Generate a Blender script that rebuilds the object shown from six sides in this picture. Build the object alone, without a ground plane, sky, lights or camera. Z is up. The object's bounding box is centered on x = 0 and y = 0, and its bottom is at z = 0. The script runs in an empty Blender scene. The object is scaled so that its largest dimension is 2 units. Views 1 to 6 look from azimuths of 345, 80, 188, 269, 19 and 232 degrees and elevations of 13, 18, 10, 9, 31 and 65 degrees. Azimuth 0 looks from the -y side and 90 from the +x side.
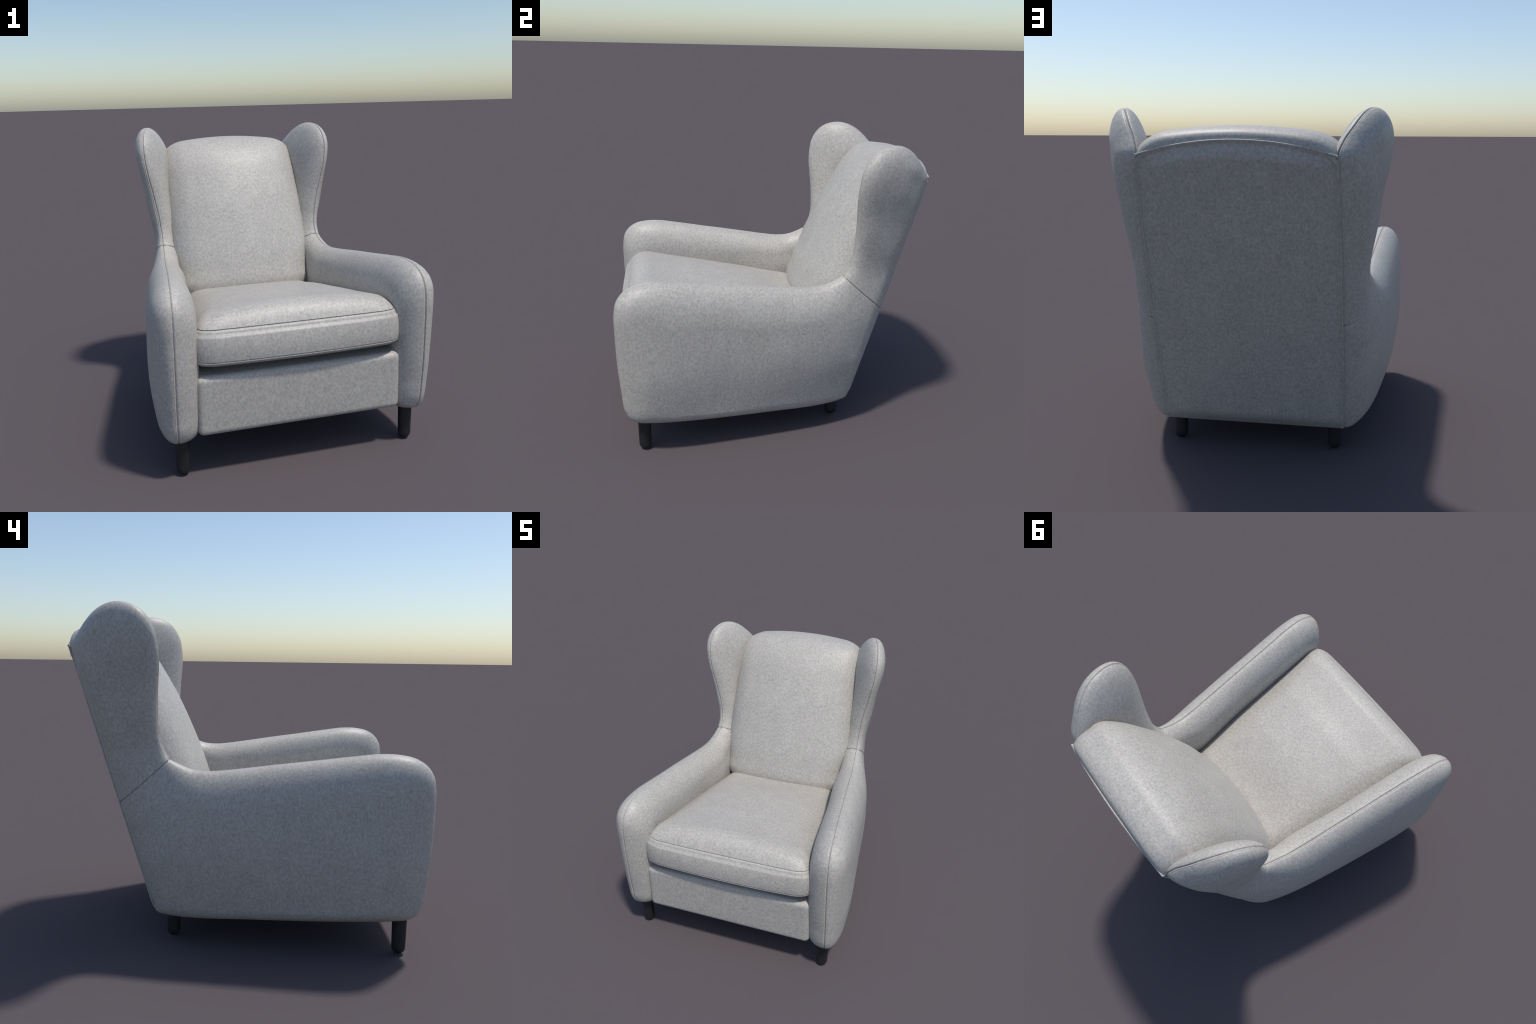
"""Upholstered wing armchair: two side shells (arm + wing), back cushion, seat
cushion, front rail, back panel and four turned legs.  Metres, z up, front = -y."""
import bpy, math
import numpy as np

# ------------------------------------------------------------------ materials
def fabric_material():
    m = bpy.data.materials.new("felted_grey_fabric"); m.use_nodes = True
    nt = m.node_tree; n = nt.nodes; l = nt.links
    bsdf = n["Principled BSDF"]
    tc = n.new("ShaderNodeTexCoord")
    def noise(scale, detail, rough, stretch=(1, 1, 1), seed=0.0):
        mp = n.new("ShaderNodeMapping"); mp.inputs["Scale"].default_value = stretch
        mp.inputs["Location"].default_value = (seed, seed * .7, -seed)
        t = n.new("ShaderNodeTexNoise"); t.inputs["Scale"].default_value = scale
        t.inputs["Detail"].default_value = detail; t.inputs["Roughness"].default_value = rough
        l.new(tc.outputs["Object"], mp.inputs["Vector"]); l.new(mp.outputs["Vector"], t.inputs["Vector"])
        return t.outputs["Fac"]
    def math_node(op, a, b):
        k = n.new("ShaderNodeMath"); k.operation = op
        for i, v in enumerate((a, b)):
            if isinstance(v, (int, float)): k.inputs[i].default_value = v
            else: l.new(v, k.inputs[i])
        return k.outputs[0]
    fleck = noise(82, 3, .6, (1, 1, .72))           # felt mottling about 1-2 cm
    fibre = noise(210, 2, .6, (1, 1, .6), 3.1)      # finer fibres
    cloud = noise(9, 3, .55, (1, 1, .8), 7.7)       # broad cloudiness
    mix = math_node('ADD', math_node('MULTIPLY', fleck, .62), math_node('MULTIPLY', fibre, .23))
    mix = math_node('ADD', mix, math_node('MULTIPLY', cloud, .12))
    ramp = n.new("ShaderNodeValToRGB")
    cr = ramp.color_ramp
    cr.elements[0].position = .34; cr.elements[0].color = (*DARK, 1)
    cr.elements[1].position = .63; cr.elements[1].color = (*LIGHT, 1)
    l.new(mix, ramp.inputs["Fac"])
    hue = n.new("ShaderNodeMix"); hue.data_type = 'RGBA'; hue.blend_type = 'MULTIPLY'
    tint = n.new("ShaderNodeValToRGB")
    tint.color_ramp.elements[0].position = .42; tint.color_ramp.elements[0].color = (.98, 1.0, .98, 1)
    tint.color_ramp.elements[1].position = .58; tint.color_ramp.elements[1].color = (1.0, .975, 1.005, 1)
    l.new(noise(34, 2, .5, (1, 1, 1), 13.0), tint.inputs["Fac"])
    hue.inputs[0].default_value = 1.0
    l.new(ramp.outputs["Color"], hue.inputs[6]); l.new(tint.outputs["Color"], hue.inputs[7])
    l.new(hue.outputs[2], bsdf.inputs["Base Color"])
    bsdf.inputs["Roughness"].default_value = ROUGH
    bsdf.inputs["Metallic"].default_value = METAL
    bsdf.inputs["Specular IOR Level"].default_value = .5
    bump = n.new("ShaderNodeBump"); bump.inputs["Strength"].default_value = .12
    bump.inputs["Distance"].default_value = .004
    l.new(mix, bump.inputs["Height"]); l.new(bump.outputs["Normal"], bsdf.inputs["Normal"])
    return m

DARK, LIGHT = (.336, .318, .286), (.536, .509, .462)  # lit-area grey, tinted slightly warm toward the brown shade on back and sides
METAL, ROUGH = 0.0, .5

def leg_material():
    m = bpy.data.materials.new("black_lacquered_wood"); m.use_nodes = True
    nt = m.node_tree; b = nt.nodes["Principled BSDF"]
    t = nt.nodes.new("ShaderNodeTexNoise"); t.inputs["Scale"].default_value = 25
    r = nt.nodes.new("ShaderNodeValToRGB")
    r.color_ramp.elements[0].color = (.010, .011, .012, 1); r.color_ramp.elements[1].color = (.017, .018, .019, 1)
    tc = nt.nodes.new("ShaderNodeTexCoord")
    nt.links.new(tc.outputs["Object"], t.inputs["Vector"])
    nt.links.new(t.outputs["Fac"], r.inputs["Fac"]); nt.links.new(r.outputs["Color"], b.inputs["Base Color"])
    b.inputs["Roughness"].default_value = .5
    return m

FABRIC = fabric_material(); BLACK = leg_material()

# -------------------------------------------------------------------- helpers
def make_object(name, verts, faces, mat, parent):
    me = bpy.data.meshes.new(name)
    me.from_pydata([tuple(map(float, v)) for v in verts], [], [tuple(map(int, f)) for f in faces])
    me.validate(); me.shade_smooth(); me.materials.append(mat)
    ob = bpy.data.objects.new(name, me); bpy.context.scene.collection.objects.link(ob)
    ob.parent = parent
    return ob

def spline(ctrl, n, closed=False):
    """Centripetal-ish Catmull-Rom through control rows, resampled evenly by arc length
    (length measured on the first two columns)."""
    c = np.array(ctrl, float); k = len(c)
    d = np.linalg.norm(np.diff(np.vstack([c, c[:1]]) if closed else c, axis=0)[:, :2], axis=1)
    t = np.concatenate([[0], np.cumsum(np.maximum(d, 1e-6) ** .75)])
    if closed:
        per = t[-1]
        tt = np.concatenate([t[:-1] - per, t[:-1], t[:-1] + per]); cc = np.vstack([c, c, c])
    else: tt, cc = t, c
    m = np.zeros_like(cc)
    h = np.diff(tt)[:, None]; s = np.diff(cc, axis=0) / h
    m[1:-1] = (s[:-1] * h[1:] + s[1:] * h[:-1]) / (h[:-1] + h[1:])
    m[0], m[-1] = s[0], s[-1]
    q = np.linspace(0, t[-1], n * 6 + 1)
    i = np.clip(np.searchsorted(tt, q, side='right') - 1, 0, len(tt) - 2)
    hh = (tt[i + 1] - tt[i])[:, None]; u = ((q - tt[i]) / (tt[i + 1] - tt[i]))[:, None]
    p = (2*u**3 - 3*u**2 + 1) * cc[i] + (u**3 - 2*u**2 + u) * hh * m[i] + (-2*u**3 + 3*u**2) * cc[i+1] + (u**3 - u**2) * hh * m[i+1]
    L = np.concatenate([[0], np.cumsum(np.linalg.norm(np.diff(p[:, :2], axis=0), axis=1))])
    w = np.linspace(0, L[-1], n + (1 if closed else 0))
    out = np.stack([np.interp(w, L, p[:, j]) for j in range(p.shape[1])], 1)
    return out[:-1] if closed else out

def smoothstep(a, b, x):
    t = np.clip((x - a) / (b - a), 0, 1); return t * t * (3 - 2 * t)

def grid_faces(nu, nv, wrap_u=False, wrap_v=False, flip=False, off=0):
    f = []
    for i in range(nu if wrap_u else nu - 1):
        for j in range(nv if wrap_v else nv - 1):
            a = i * nv + j; b = ((i + 1) % nu) * nv + j
            c = ((i + 1) % nu) * nv + (j + 1) % nv; d = i * nv + (j + 1) % nv
            q = (a, b, c, d)
            f.append(tuple(off + k for k in (q[::-1] if flip else q)))
    return f

class ThinPlate:
    """Smooth surface x(y, z) through a few control points."""
    def __init__(self, pts, smooth=3e-3):
        p = np.array(pts, float); self.p = p[:, :2]; k = len(p)
        A = np.zeros((k + 3, k + 3)); A[:k, :k] = self.u(self.p, self.p) + smooth * np.eye(k)
        A[:k, k] = 1; A[:k, k+1:] = self.p; A[k, :k] = 1; A[k+1:, :k] = self.p.T
        self.w = np.linalg.solve(A, np.concatenate([p[:, 2], np.zeros(3)]))
    @staticmethod
    def u(a, b):
        r = np.linalg.norm(a[:, None] - b[None], axis=2); return np.where(r > 1e-9, r * r * np.log(r + 1e-12), 0)
    def __call__(self, q):
        k = len(self.p)
        return self.u(q, self.p) @ self.w[:k] + self.w[k] + q @ self.w[k+1:]

# ---------------------------------------------------------------- armchair root
chair = bpy.data.objects.new("wing_armchair", None)
bpy.context.scene.collection.objects.link(chair)
chair["label"] = "light grey upholstered wing armchair with short black legs"
chair["category"] = "armchair"

# ------------------------------------------------------------------ side shells
# Seam that runs round the side shell: y, z, x of the seam, rounding width of the
# outer cover and of the inner cover.
JOINT_FRONT, JOINT_BACK = (.414, 1.059), (.702, .802)
ARM_EDGE = [
    (*JOINT_FRONT, .582, .11, .08),
    (.359, 1.029, .585, .13, .085), (.290, 1.004, .592, .15, .09), (.206, .997, .601, .16, .095),
    (.090, 1.007, .614, .17, .095), (-.014, 1.021, .624, .18, .105), (-.177, 1.044, .641, .19, .14),
    (-.378, 1.070, .661, .20, .14), (-.577, 1.097, .682, .20, .14), (-.709, 1.112, .697, .20, .14),
    (-.814, 1.109, .707, .19, .14), (-.894, 1.090, .713, .18, .14), (-.950, 1.053, .717, .17, .14),
    (-.985, 1.000, .719, .17, .13), (-.998, .932, .720, .17, .11), (-.999, .794, .721, .17, .105),
    (-.992, .585, .722, .17, .10), (-.977, .414, .722, .16, .09), (-.963, .296, .720, .12, .08),
    (-.940, .245, .716, .09, .07), (-.886, .209, .710, .075, .06), (-.80, .198, .704, .07, .06),
    (-.60, .191, .698, .065, .08), (-.30, .185, .680, .06, .08), (.0, .179, .652, .06, .08),
    (.25, .166, .606, .06, .08), (.38, .158, .558, .06, .07), (.450, .156, .520, .065, .06),
    (.495, .162, .500, .075, .05), (.518, .206, .496, .070, .05), (.551, .300, .4955, .075, .05),
    (.611, .500, .494, .08, .05), (.656, .650, .493, .08, .05),
]
WING_EDGE = [
    (*JOINT_BACK, .492, .08, .06),
    (.762, 1.00, .487, .08, .06), (.821, 1.20, .480, .08, .06), (.882, 1.40, .473, .08, .06),
    (.927, 1.55, .467, .08, .06), (.944, 1.61, .465, .08, .06), (.9495, 1.642, .4645, .08, .05),
    (.943, 1.675, .470, .06, .05), (.921, 1.709, .483, .06, .05),
    (.898, 1.738, .497, .065, .06), (.853, 1.791, .532, .07, .08), (.803, 1.837, .563, .08, .10),
    (.739, 1.871, .595, .09, .12), (.670, 1.882, .622, .11, .13), (.593, 1.867, .646, .12, .14),
    (.541, 1.837, .660, .12, .15), (.501, 1.789, .669, .11, .15), (.475, 1.732, .672, .11, .15),
    (.461, 1.655, .667, .11, .15), (.457, 1.578, .656, .11, .14), (.463, 1.486, .637, .090, .115),
    (.471, 1.379, .615, .078, .095), (.472, 1.255, .592, .085, .085), (.467, 1.186, .585, .11, .085),
    (.448, 1.117, .580, .12, .08),
]
OUTLINE = spline(ARM_EDGE + WING_EDGE, 3600, closed=True)

# outer cover (fullest surface), y, z, x
OUTER = ThinPlate([
    (-.8, .85, .832), (-.8, .55, .836), (-.8, .3, .808), (-.95, .6, .822), (-.95, .3, .797), (-.8, .2, .788),
    (-.4, .85, .800), (-.4, .6, .806), (-.4, .3, .773), (-.4, .2, .762),
    (0, .85, .757), (0, .55, .763), (0, .3, .722), (0, .2, .703),
    (.3, .85, .702), (.15, .88, .735), (.3, .5, .705), (.3, .3, .665), (.3, .2, .646),
    (.5, .8, .652), (.5, .5, .640), (.5, .3, .600), (.45, 1.0, .636),
    (.5, 1.1, .629), (.56, 1.33, .662), (.55, 1.47, .680), (.55, 1.65, .719), (.58, 1.75, .725),
    (.68, 1.0, .602), (.70, 1.2, .619), (.70, 1.4, .645), (.72, 1.6, .679), (.80, 1.62, .650), (.70, 1.78, .690), (.80, 1.74, .660),
    (.60, .6, .600), (.55, .40, .598), (.65, .6, .580), (.78, 1.1, .566), (.90, 1.55, .596), (.88, 1.68, .604), (.93, 1.62, .58),
])
# inner cover
INNER = ThinPlate([
    (-.85, .9, .572), (-.85, .6, .574), (-.85, .3, .582), (-.4, .85, .535), (-.4, .5, .56), (-.4, .3, .58),
    (0, .85, .493), (0, .5, .53), (0, .3, .54), (.2, .8, .462), (.3, .9, .485), (.3, .5, .47), (.3, .3, .48), (.5, .5, .45),
    (.45, 1.05, .474), (.52, 1.25, .484), (.55, 1.4, .505), (.62, 1.48, .494), (.56, 1.58, .525), (.60, 1.70, .525),
    (.70, 1.68, .484), (.70, 1.77, .510), (.80, 1.73, .472),
    (.7, 1.2, .45), (.8, 1.5, .44), (.88, 1.65, .44), (.6, .8, .45),
])

def shell_fields(q):
    """For points q in the y-z plane: smooth normalised depth from the seam for the
    outer and inner cover and the seam's x carried into the interior."""
    P = 3.0; c = math.pi / 2
    b = OUTLINE; nb = len(b)
    seg = np.linalg.norm(np.roll(b[:, :2], -1, 0) - np.roll(b[:, :2], 1, 0), axis=1) / 2
    to, ti, xs = [], [], []
    eps = seg.mean()
    for s in range(0, len(q), 1500):
        p = q[s:s+1500]
        dy = p[:, 0:1] - b[None, :, 0]; dz = p[:, 1:2] - b[None, :, 1]
        r2 = dy * dy + dz * dz
        near = r2.argmin(1); rows = np.arange(len(p))
        # exact distance to the two neighbouring segments
        d = np.full(len(p), 9.0)
        for o in (-1, 0):
            a = b[(near + o) % nb, :2]; e = b[(near + o + 1) % nb, :2] - a
            t = np.clip(((p - a) * e).sum(1) / (e * e).sum(1), 0, 1)
            d = np.minimum(d, np.linalg.norm(p - a - t[:, None] * e, axis=1))
        k = seg[None] / np.maximum(r2, eps * eps * .25) ** ((1 + P) / 2)
        blend = smoothstep(4 * eps, 12 * eps, d)
        for col, lst in ((3, to), (4, ti)):
            exact = d / b[near, col]
            soft = ((k * b[None, :, col] ** P).sum(1) / c) ** (-1 / P)
            lst.append(exact * (1 - blend) + soft * blend)
        soft = (k * b[None, :, 2]).sum(1) / k.sum(1)
        xs.append(b[near, 2] * (1 - blend) + soft * blend)
    return np.concatenate(to), np.concatenate(ti), np.concatenate(xs)

def dome(t, e=2.1):
    t = np.clip(t / 1.25, 0, 1)
    return np.sqrt(1 - (1 - t) ** e)

def joint_distance(q):
    a = np.array(JOINT_FRONT); e = np.array(JOINT_BACK) - a; L = np.linalg.norm(e); e = e / L
    s = (q - a) @ e; n = (q - a) @ np.array([-e[1], e[0]])
    return n, s

def build_shell_part(centre, edge, joint):
    """Base surfaces (no stitching yet) of one part of the side shell.
    edge: seam points of this part (open chain), joint: chain closing it."""
    loop = np.vstack([edge[:, :2], joint[1:-1]])
    nl = len(loop); rings = 84
    f = (np.linspace(0, 1, rings + 1)[:-1]) ** 2.35
    C = np.array(centre)
    q = np.concatenate([C + (1 - k) * (loop - C) for k in f] + [C[None]])
    to, ti, xs = shell_fields(q)
    jd, js = joint_distance(q)
    part = {"nl": nl, "nr": len(f), "edge": len(edge), "jd": jd}
    for side, t, face in (("outer", to, OUTER), ("inner", ti, INNER)):
        x = xs + (face(q) - xs) * dome(t)
        part[side] = np.stack([x, q[:, 0], q[:, 1]], 1)
        part[side + "_run"] = np.where(t < .5, np.abs(x - xs), 9.0)
        tri = np.array(shell_faces(nl, len(f), side == "inner"))
        a, b, c = (part[side][tri[:, k]] for k in range(3))
        fn = np.cross(b - a, c - a); n = np.zeros_like(part[side])
        for k in range(3): np.add.at(n, tri[:, k], fn)
        n *= np.sign(n[:, 0].sum()) * (1 if side == "outer" else -1)
        part[side + "_n"] = n / np.maximum(np.linalg.norm(n, axis=1), 1e-12)[:, None]
    ne = len(edge)
    m = part["outer_n"][:ne] + part["inner_n"][:ne]; m /= np.linalg.norm(m, axis=1)[:, None]
    part["outer_n"][:ne] = part["inner_n"][:ne] = m
    return part

def shell_faces(nl, nr, flip):
    T = []
    for a, b, c, d in grid_faces(nr, nl, wrap_v=True):
        T += [(a, b, c), (a, c, d)]
    last = (nr - 1) * nl
    T += [(last + j, nr * nl, last + (j + 1) % nl) for j in range(nl)]
    return [t[::-1] for t in T] if flip else T

def stitch(part):
    """Press the sewn seams into the cover along its normals."""
    for side in ("outer", "inner"):
        run = part[side + "_run"]
        seam = .0078 * np.exp(-(run / .0033) ** 2)                                # sewn seam
        fell = .0014 * np.exp(-((run - .0125) / .0022) ** 2)                      # stitching beside it
        cross = .0070 * np.exp(-(part["jd"] / .0034) ** 2)                        # arm to wing joint
        part[side] = part[side] - part[side + "_n"] * (np.maximum(seam, cross) + (fell if side == 'outer' else 0))[:, None]

def shell_mesh(part, mirror):
    V = []; F = []
    nl, nr = part["nl"], part["nr"]
    for side in ("outer", "inner"):
        off = len(V); v = part[side].copy()
        if mirror: v[:, 0] *= -1
        V += list(v)
        flip = (side == "outer") == mirror
        F += grid_faces(nr, nl, wrap_v=True, flip=flip, off=off)
        last = off + (nr - 1) * nl; c = off + nr * nl
        for j in range(nl):
            t = (last + j, c, last + (j + 1) % nl)
            F.append(t[::-1] if flip else t)
    return V, F

def cut_chain(points, a, b):
    """indices along the closed outline from nearest(a) to nearest(b)."""
    i = np.linalg.norm(points[:, :2] - a, axis=1).argmin(); j = np.linalg.norm(points[:, :2] - b, axis=1).argmin()
    if j <= i: j += len(points)
    return points[np.arange(i, j + 1) % len(points)]

arm_chain = cut_chain(OUTLINE, JOINT_FRONT, JOINT_BACK)
wing_chain = cut_chain(OUTLINE, JOINT_BACK, JOINT_FRONT)
def thin(c, n):
    return c[np.unique(np.round(np.linspace(0, len(c) - 1, n)).astype(int))]
arm_chain, wing_chain = thin(arm_chain, 440), thin(wing_chain, 330)
seam_line = np.array(JOINT_BACK) + np.linspace(0, 1, 60)[:, None] * (np.array(JOINT_FRONT) - np.array(JOINT_BACK))
arm = build_shell_part((.15, .55), arm_chain, seam_line)
wing = build_shell_part((.665, 1.15), wing_chain, seam_line[::-1])
for side in ("outer_n", "inner_n"):       # the two parts share their border normals
    a, w = arm[side], wing[side]; nj = len(seam_line) - 2
    ia = np.concatenate([[arm["edge"] - 1], arm["edge"] + np.arange(nj), [0]])
    iw = np.concatenate([[0], wing["edge"] + np.arange(nj)[::-1], [wing["edge"] - 1]])
    m = a[ia] + w[iw]; m /= np.linalg.norm(m, axis=1)[:, None]
    a[ia] = m; w[iw] = m
for name, part in (("armrest", arm), ("wing", wing)):
    stitch(part)
    for mirror in (False, True):
        V, F = shell_mesh(part, mirror)
        make_object(name, V, F, FABRIC, chair)

# ----------------------------------------------------------------- back cushion
# centre profile (y, z, bulge lost towards the sides), front face upwards, over the top, down the back
BACK_PROFILE = [
    (.320, .60, .06), (.230, .68, .05), (.208, .78, .060), (.238, .90, .084), (.280, 1.025, .088), (.345, 1.186, .092),
    (.425, 1.36, .092), (.514, 1.52, .088), (.586, 1.63, .076), (.662, 1.715, .062), (.733, 1.769, .050),
    (.803, 1.793, .046), (.870, 1.791, .048), (.936, 1.780, .046), (.975, 1.757, .046), (.985, 1.712, .036),
    (.945, 1.62, .01), (.86, 1.40, .0), (.72, .95, .0), (.62, .60, .0), (.45, .55, .01)]
def half_width(z):
    return np.interp(z, [.6, .76, .9, 1.05, 1.3, 1.5, 1.7, 1.85], [.45, .476, .496, .508, .508, .504, .494, .486])
prof = spline(BACK_PROFILE, 200, closed=True)
tang = np.roll(prof[:, :2], -1, 0) - np.roll(prof[:, :2], 1, 0); tang /= np.linalg.norm(tang, axis=1)[:, None]
inw = np.stack([tang[:, 1], -tang[:, 0]], 1)
cent = np.array([.62, 1.2])
if ((cent - prof[:, :2]) * inw).sum() < 0: inw = -inw
# at the rear the filling sinks along the panel instead of away from it
rear = (smoothstep(.86, .95, prof[:, 0]) * smoothstep(1.5, 1.65, prof[:, 1]))[:, None]
inw = inw * (1 - rear) + np.array([[-.25, -.97]]) * rear
us = np.sin(np.linspace(-1, 1, 121) * math.pi / 2)
V = []
for u in us:
    a = abs(u)
    edge = max(0, (a - .70) / .30)
    roll = 1 - math.sqrt(max(0, 1 - edge ** 2))
    dist = prof[:, 2] * (a ** 2.0) + (.045 + .45 * prof[:, 2]) * roll
    yz = prof[:, :2] + inw * dist[:, None]
    taper = np.interp(yz[:, 0], [.66, .76, .84, .95], [.506, .492, .480, .468])
    x = u * np.where(yz[:, 1] > 1.45, np.minimum(half_width(yz[:, 1]), taper), half_width(yz[:, 1]))
    V += [(xx, p[0], p[1]) for xx, p in zip(x, yz)]
nv = len(prof)
F = grid_faces(len(us), nv, wrap_v=True)
F += [tuple(range(nv))[::-1], tuple((len(us) - 1) * nv + k for k in range(nv))]
make_object("back_cushion", V, F, FABRIC, chair)

# ----------------------------------------------------------------- seat cushion
# plan outline (half), x, y; mirrored.
SEAT_PLAN = [(0, -.943), (.25, -.942), (.42, -.939), (.515, -.932), (.562, -.910), (.578, -.868), (.573, -.78),
             (.549, -.5), (.513, -.1), (.473, .22), (.452, .32), (.40, .36), (.2, .36), (0, .36)]
half = spline(SEAT_PLAN, 260)
plan = np.vstack([half, half[-2:0:-1] * [-1, 1]])
pt = np.roll(plan, -1, 0) - np.roll(plan, 1, 0); pt /= np.linalg.norm(pt, axis=1)[:, None]
pin = np.stack([-pt[:, 1], pt[:, 0]], 1)
C = np.array([0, -.30])
if ((C - plan) * pin).sum() < 0: pin = -pin
def seam_z(y):      # upper piping height, falling towards the back
    return np.interp(y, [-1, -.8, -.5, -.2, .1, .4], [.866, .862, .814, .763, .708, .660])
def crown_z(x, y):  # height of the filled top above the seam
    return .064 + (.014 + .031 * smoothstep(.22, -.2, y) - .010 * smoothstep(-.45, -.65, y)) * np.clip(1 - (x / .5) ** 2, 0, 1)
roll_width = .20 - .04 * smoothstep(-.70, -.92, plan[:, 1])
rings = []
# top, centre to seam
inset = np.linspace(1, 0, 56) ** 1.9
for f in inset:
    p = plan + (C - plan) * f
    d = np.linalg.norm(p - plan, axis=1)
    h = 1 - (1 - np.clip(d / roll_width, 0, 1)) ** 3.0
    z = seam_z(p[:, 1]) + crown_z(p[:, 0], p[:, 1]) * h
    rings.append(np.column_stack([p, z]))
# piping groove, boxing band, lower groove, underside
zs = seam_z(plan[:, 1])
front = smoothstep(-.80, -.92, plan[:, 1]) * (1 - .40 * (plan[:, 0] / .57) ** 2)   # front face swells forward
def ring(off, dz, depth):  # off: outwards
    p = plan - pin * (off + .036 * front * min(1, depth) ** .7)[:, None]
    rings.append(np.column_stack([p, zs - .176 * depth + dz]))
for off, dz in ((-.003, -.002), (-.0065, -.0035), (-.002, -.0055), (.005, -.008), (.009, -.012), (.012, -.019), (.0145, -.028)): ring(off, dz, 0)
for k in np.linspace(.20, .95, 16):
    ring(.014 + .009 * math.sin(math.pi * k) ** .8 - .003 * k, 0, k)
for off, dz in ((.0125, .002), (.0095, 0), (.0125, -.002), (.011, -.007), (.002, -.018), (-.012, -.027), (-.030, -.034), (-.055, -.038), (-.09, -.040), (-.14, -.040)): ring(off, dz, 1)
nv = len(plan); V = np.vstack(rings); nr = len(rings)
F = grid_faces(nr, nv, wrap_v=True)
F.append(tuple((nr - 1) * nv + k for k in range(nv)))
seat = make_object("seat_cushion", V, F, FABRIC, chair)

# ------------------------------------------------------------- rounded box parts
def rounded_box(name, lo, hi, r, mat, bulge=(0, 0, 0), cuts=40):
    """Box with rounded edges and slightly full faces, built from six gridded faces."""
    lo, hi = np.array(lo), np.array(hi); c = (lo + hi) / 2; hs = (hi - lo) / 2
    V = []; F = []
    g = np.sin(np.linspace(-1, 1, cuts) * math.pi / 2)
    for ax in range(3):
        for sg in (-1, 1):
            a, b = (ax + 1) % 3, (ax + 2) % 3; off = len(V)
            for u in g:
                for v in g:
                    p = np.zeros(3); p[ax] = sg * hs[ax]; p[a] = u * hs[a]; p[b] = v * hs[b]
                    core = np.clip(p, -(hs - r), hs - r); d = p - core; n = np.linalg.norm(d)
                    p = core + d / max(n, 1e-9) * r
                    p[ax] += sg * bulge[ax] * (1 - u * u) * (1 - v * v)
                    V.append(c + p)
            F += grid_faces(cuts, cuts, flip=(sg < 0), off=off)
    ob = make_object(name, V, F, mat, chair)
    import bmesh
    bm = bmesh.new(); bm.from_mesh(ob.data); bmesh.ops.remove_doubles(bm, verts=bm.verts, dist=1e-5)
    bmesh.ops.recalc_face_normals(bm, faces=bm.faces); bm.to_mesh(ob.data); bm.free(); ob.data.shade_smooth()
    return ob

rounded_box("front_rail", (-.603, -.942, .252), (.603, -.70, .600), .034, FABRIC, bulge=(0, .004, 0))
rounded_box("seat_frame", (-.53, -.75, .215), (.53, .30, .640), .02, FABRIC)
rounded_box("seat_frame", (-.47, .25, .185), (.47, .50, .60), .02, FABRIC)

# -------------------------------------------------------------------- back panel
def panel_y(z): return .461 + .30 * z + .008 + .004 * smoothstep(1.45, 1.68, z) ** 2 - .015 * smoothstep(.22, .155, z) ** 1.5
def panel_half(z): return np.interp(z, [.17, .6, .8, 1.2, 1.45, 1.66], [.497, .496, .494, .483, .474, .466])
cols, rows = 120, 160
V = []; idx = 0
front_side = []; back_side = []
for i in range(rows):
    v = i / (rows - 1)
    for j in range(cols):
        u = -1 + 2 * j / (cols - 1)
        u = math.sin(u * math.pi / 2)
        top = 1.658 + .070 * (1 - abs(u) ** 2.0)
        z = .160 + (top - .160) * v
        x = u * panel_half(z)
        y = panel_y(z) + .027 * (1 - u ** 4) * smoothstep(0, .09, top - z) * smoothstep(0, .10, z - .150)   # stuffed, gently full
        edge = (1 - abs(u)) * panel_half(z)
        y -= .0035 * math.exp(-((edge - .020) / .004) ** 2)           # welt line along the sides
        y -= .006 * math.exp(-(edge / .004) ** 2)
        dtop = (top - z)
        y += .005 * math.exp(-(dtop / .008) ** 2) - .003 * math.exp(-((dtop - .022) / .006) ** 2)   # lipped top edge
        back_side.append((x, y, z)); front_side.append((x, y - .014, z - .004))
nb = len(back_side); V = back_side + front_side
F = grid_faces(rows, cols, flip=False) + grid_faces(rows, cols, flip=True, off=nb)
rim = [j for j in range(cols)] + [i * cols + cols - 1 for i in range(1, rows)] + \
      [(rows - 1) * cols + j for j in range(cols - 2, -1, -1)] + [i * cols for i in range(rows - 2, 0, -1)]
for a, b in zip(rim, rim[1:] + rim[:1]): F.append((a, b, nb + b, nb + a))
panel = make_object("back_panel", V, F, FABRIC, chair)
import bmesh
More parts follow.
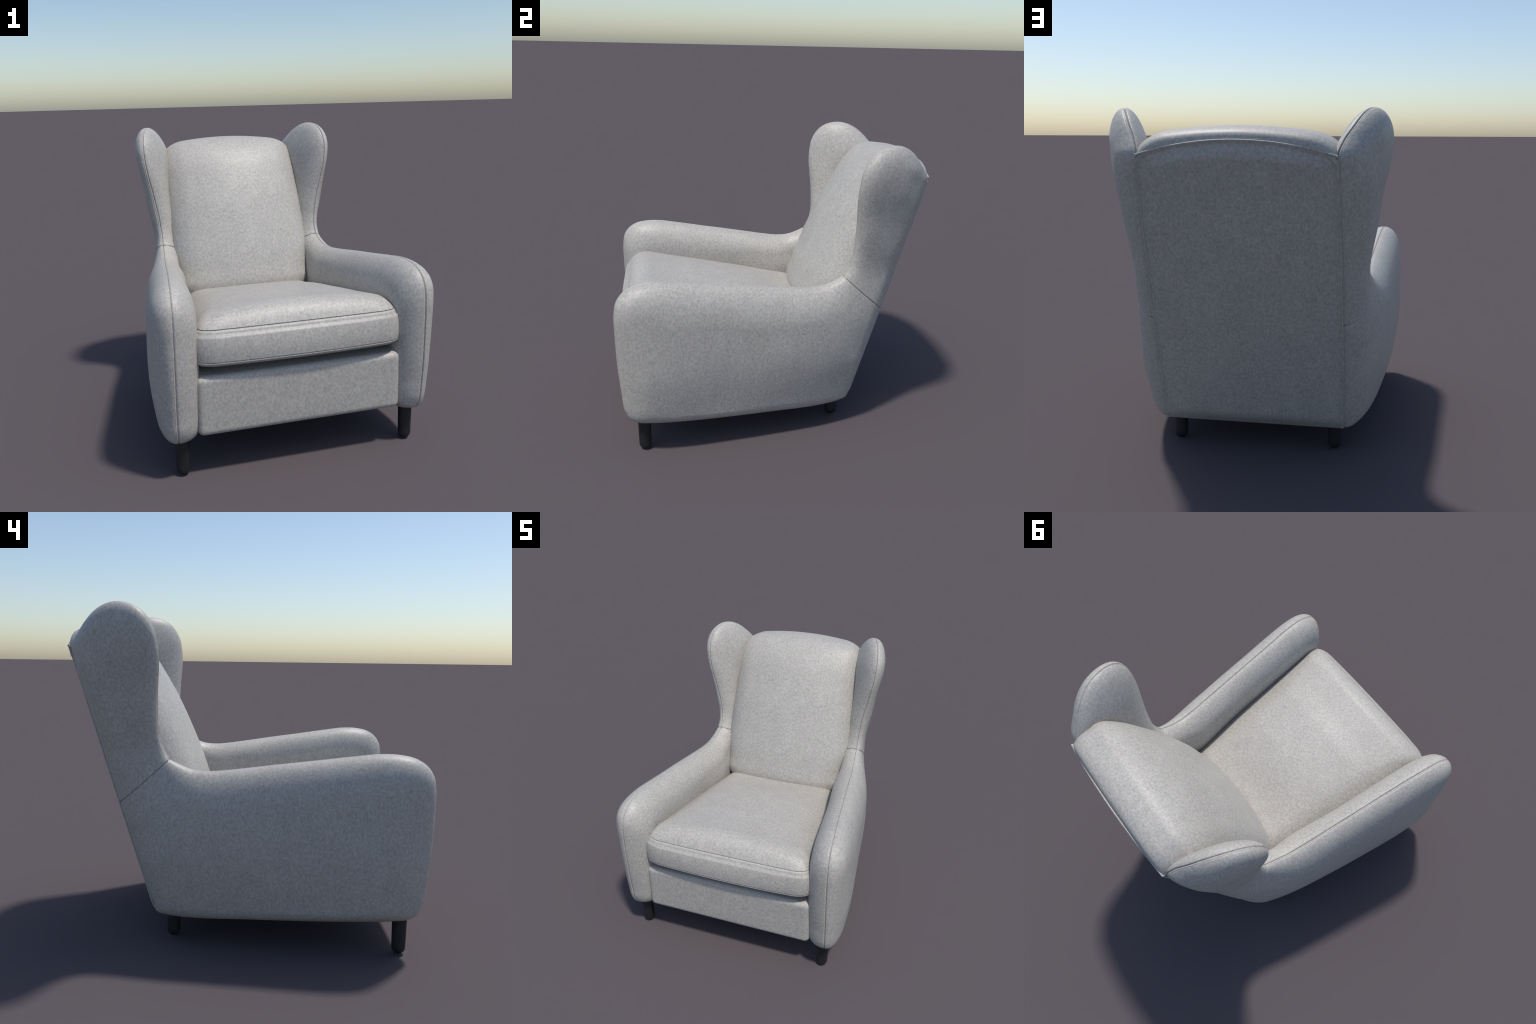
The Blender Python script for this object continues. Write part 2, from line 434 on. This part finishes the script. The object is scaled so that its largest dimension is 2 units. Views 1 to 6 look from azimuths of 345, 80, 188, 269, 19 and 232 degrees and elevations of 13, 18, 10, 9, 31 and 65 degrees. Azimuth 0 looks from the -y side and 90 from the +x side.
for ob in (panel, seat, bpy.data.objects["back_cushion"]):
    bm = bmesh.new(); bm.from_mesh(ob.data); bmesh.ops.recalc_face_normals(bm, faces=bm.faces); bm.to_mesh(ob.data); bm.free()

# thin welt cord sewn round the panel's sides and arched top
def cord(name, path, r, mat):
    p = np.array(path, float); n = 10
    t = np.gradient(p, axis=0); t /= np.linalg.norm(t, axis=1)[:, None]
    up = np.array([0, 1.0, -.3]); a = np.cross(t, up); a /= np.linalg.norm(a, axis=1)[:, None]; b = np.cross(a, t)
    V = []
    for k in range(n):
        V.append(p + r * (math.cos(2 * math.pi * k / n) * a + math.sin(2 * math.pi * k / n) * b))
    V = np.stack(V, 1).reshape(-1, 3)
    F = grid_faces(len(p), n, wrap_v=True, flip=True) + [tuple(range(n)), tuple((len(p) - 1) * n + k for k in range(n))[::-1]]
    return make_object(name, V, F, mat, chair)
side_z = np.linspace(.165, 1.652, 120)
for sg in (-1, 1):
    cord("piping", [(sg * (panel_half(z) - .001), panel_y(z) - .0025, z) for z in side_z], .0055, FABRIC)
arch = np.linspace(-1, 1, 120)
cord("piping", [(u * panel_half(1.658), panel_y(1.658 + .070 * (1 - u * u)) - .001, 1.657 + .070 * (1 - u * u)) for u in arch], .0055, FABRIC)

# -------------------------------------------------------------------------- legs
def leg_mesh():
    r, top = .041, .26
    prof = [(r * .93 * math.sin(a), r * .93 * (1 - math.cos(a))) for a in np.linspace(.0, math.pi / 2, 14)]
    prof += [(r * (.93 + .07 * k), .041 + (top - .041) * k) for k in np.linspace(.05, 1, 10)]
    n = 48; V = []
    for rr, z in prof:
        V += [(rr * math.cos(2 * math.pi * k / n), rr * math.sin(2 * math.pi * k / n), z) for k in range(n)]
    F = [f[::-1] for f in grid_faces(len(prof), n, wrap_v=True)]
    F.append(tuple((len(prof) - 1) * n + k for k in range(n)))
    return V, F
V, F = leg_mesh()
leg = make_object("leg", V, F, BLACK, chair)
leg.location = (.686, -.849, 0)
for x, y in ((-.686, -.849), (.449, .414), (-.449, .414)):
    k = leg.copy(); bpy.context.scene.collection.objects.link(k); k.location = (x, y, 0); k.parent = chair
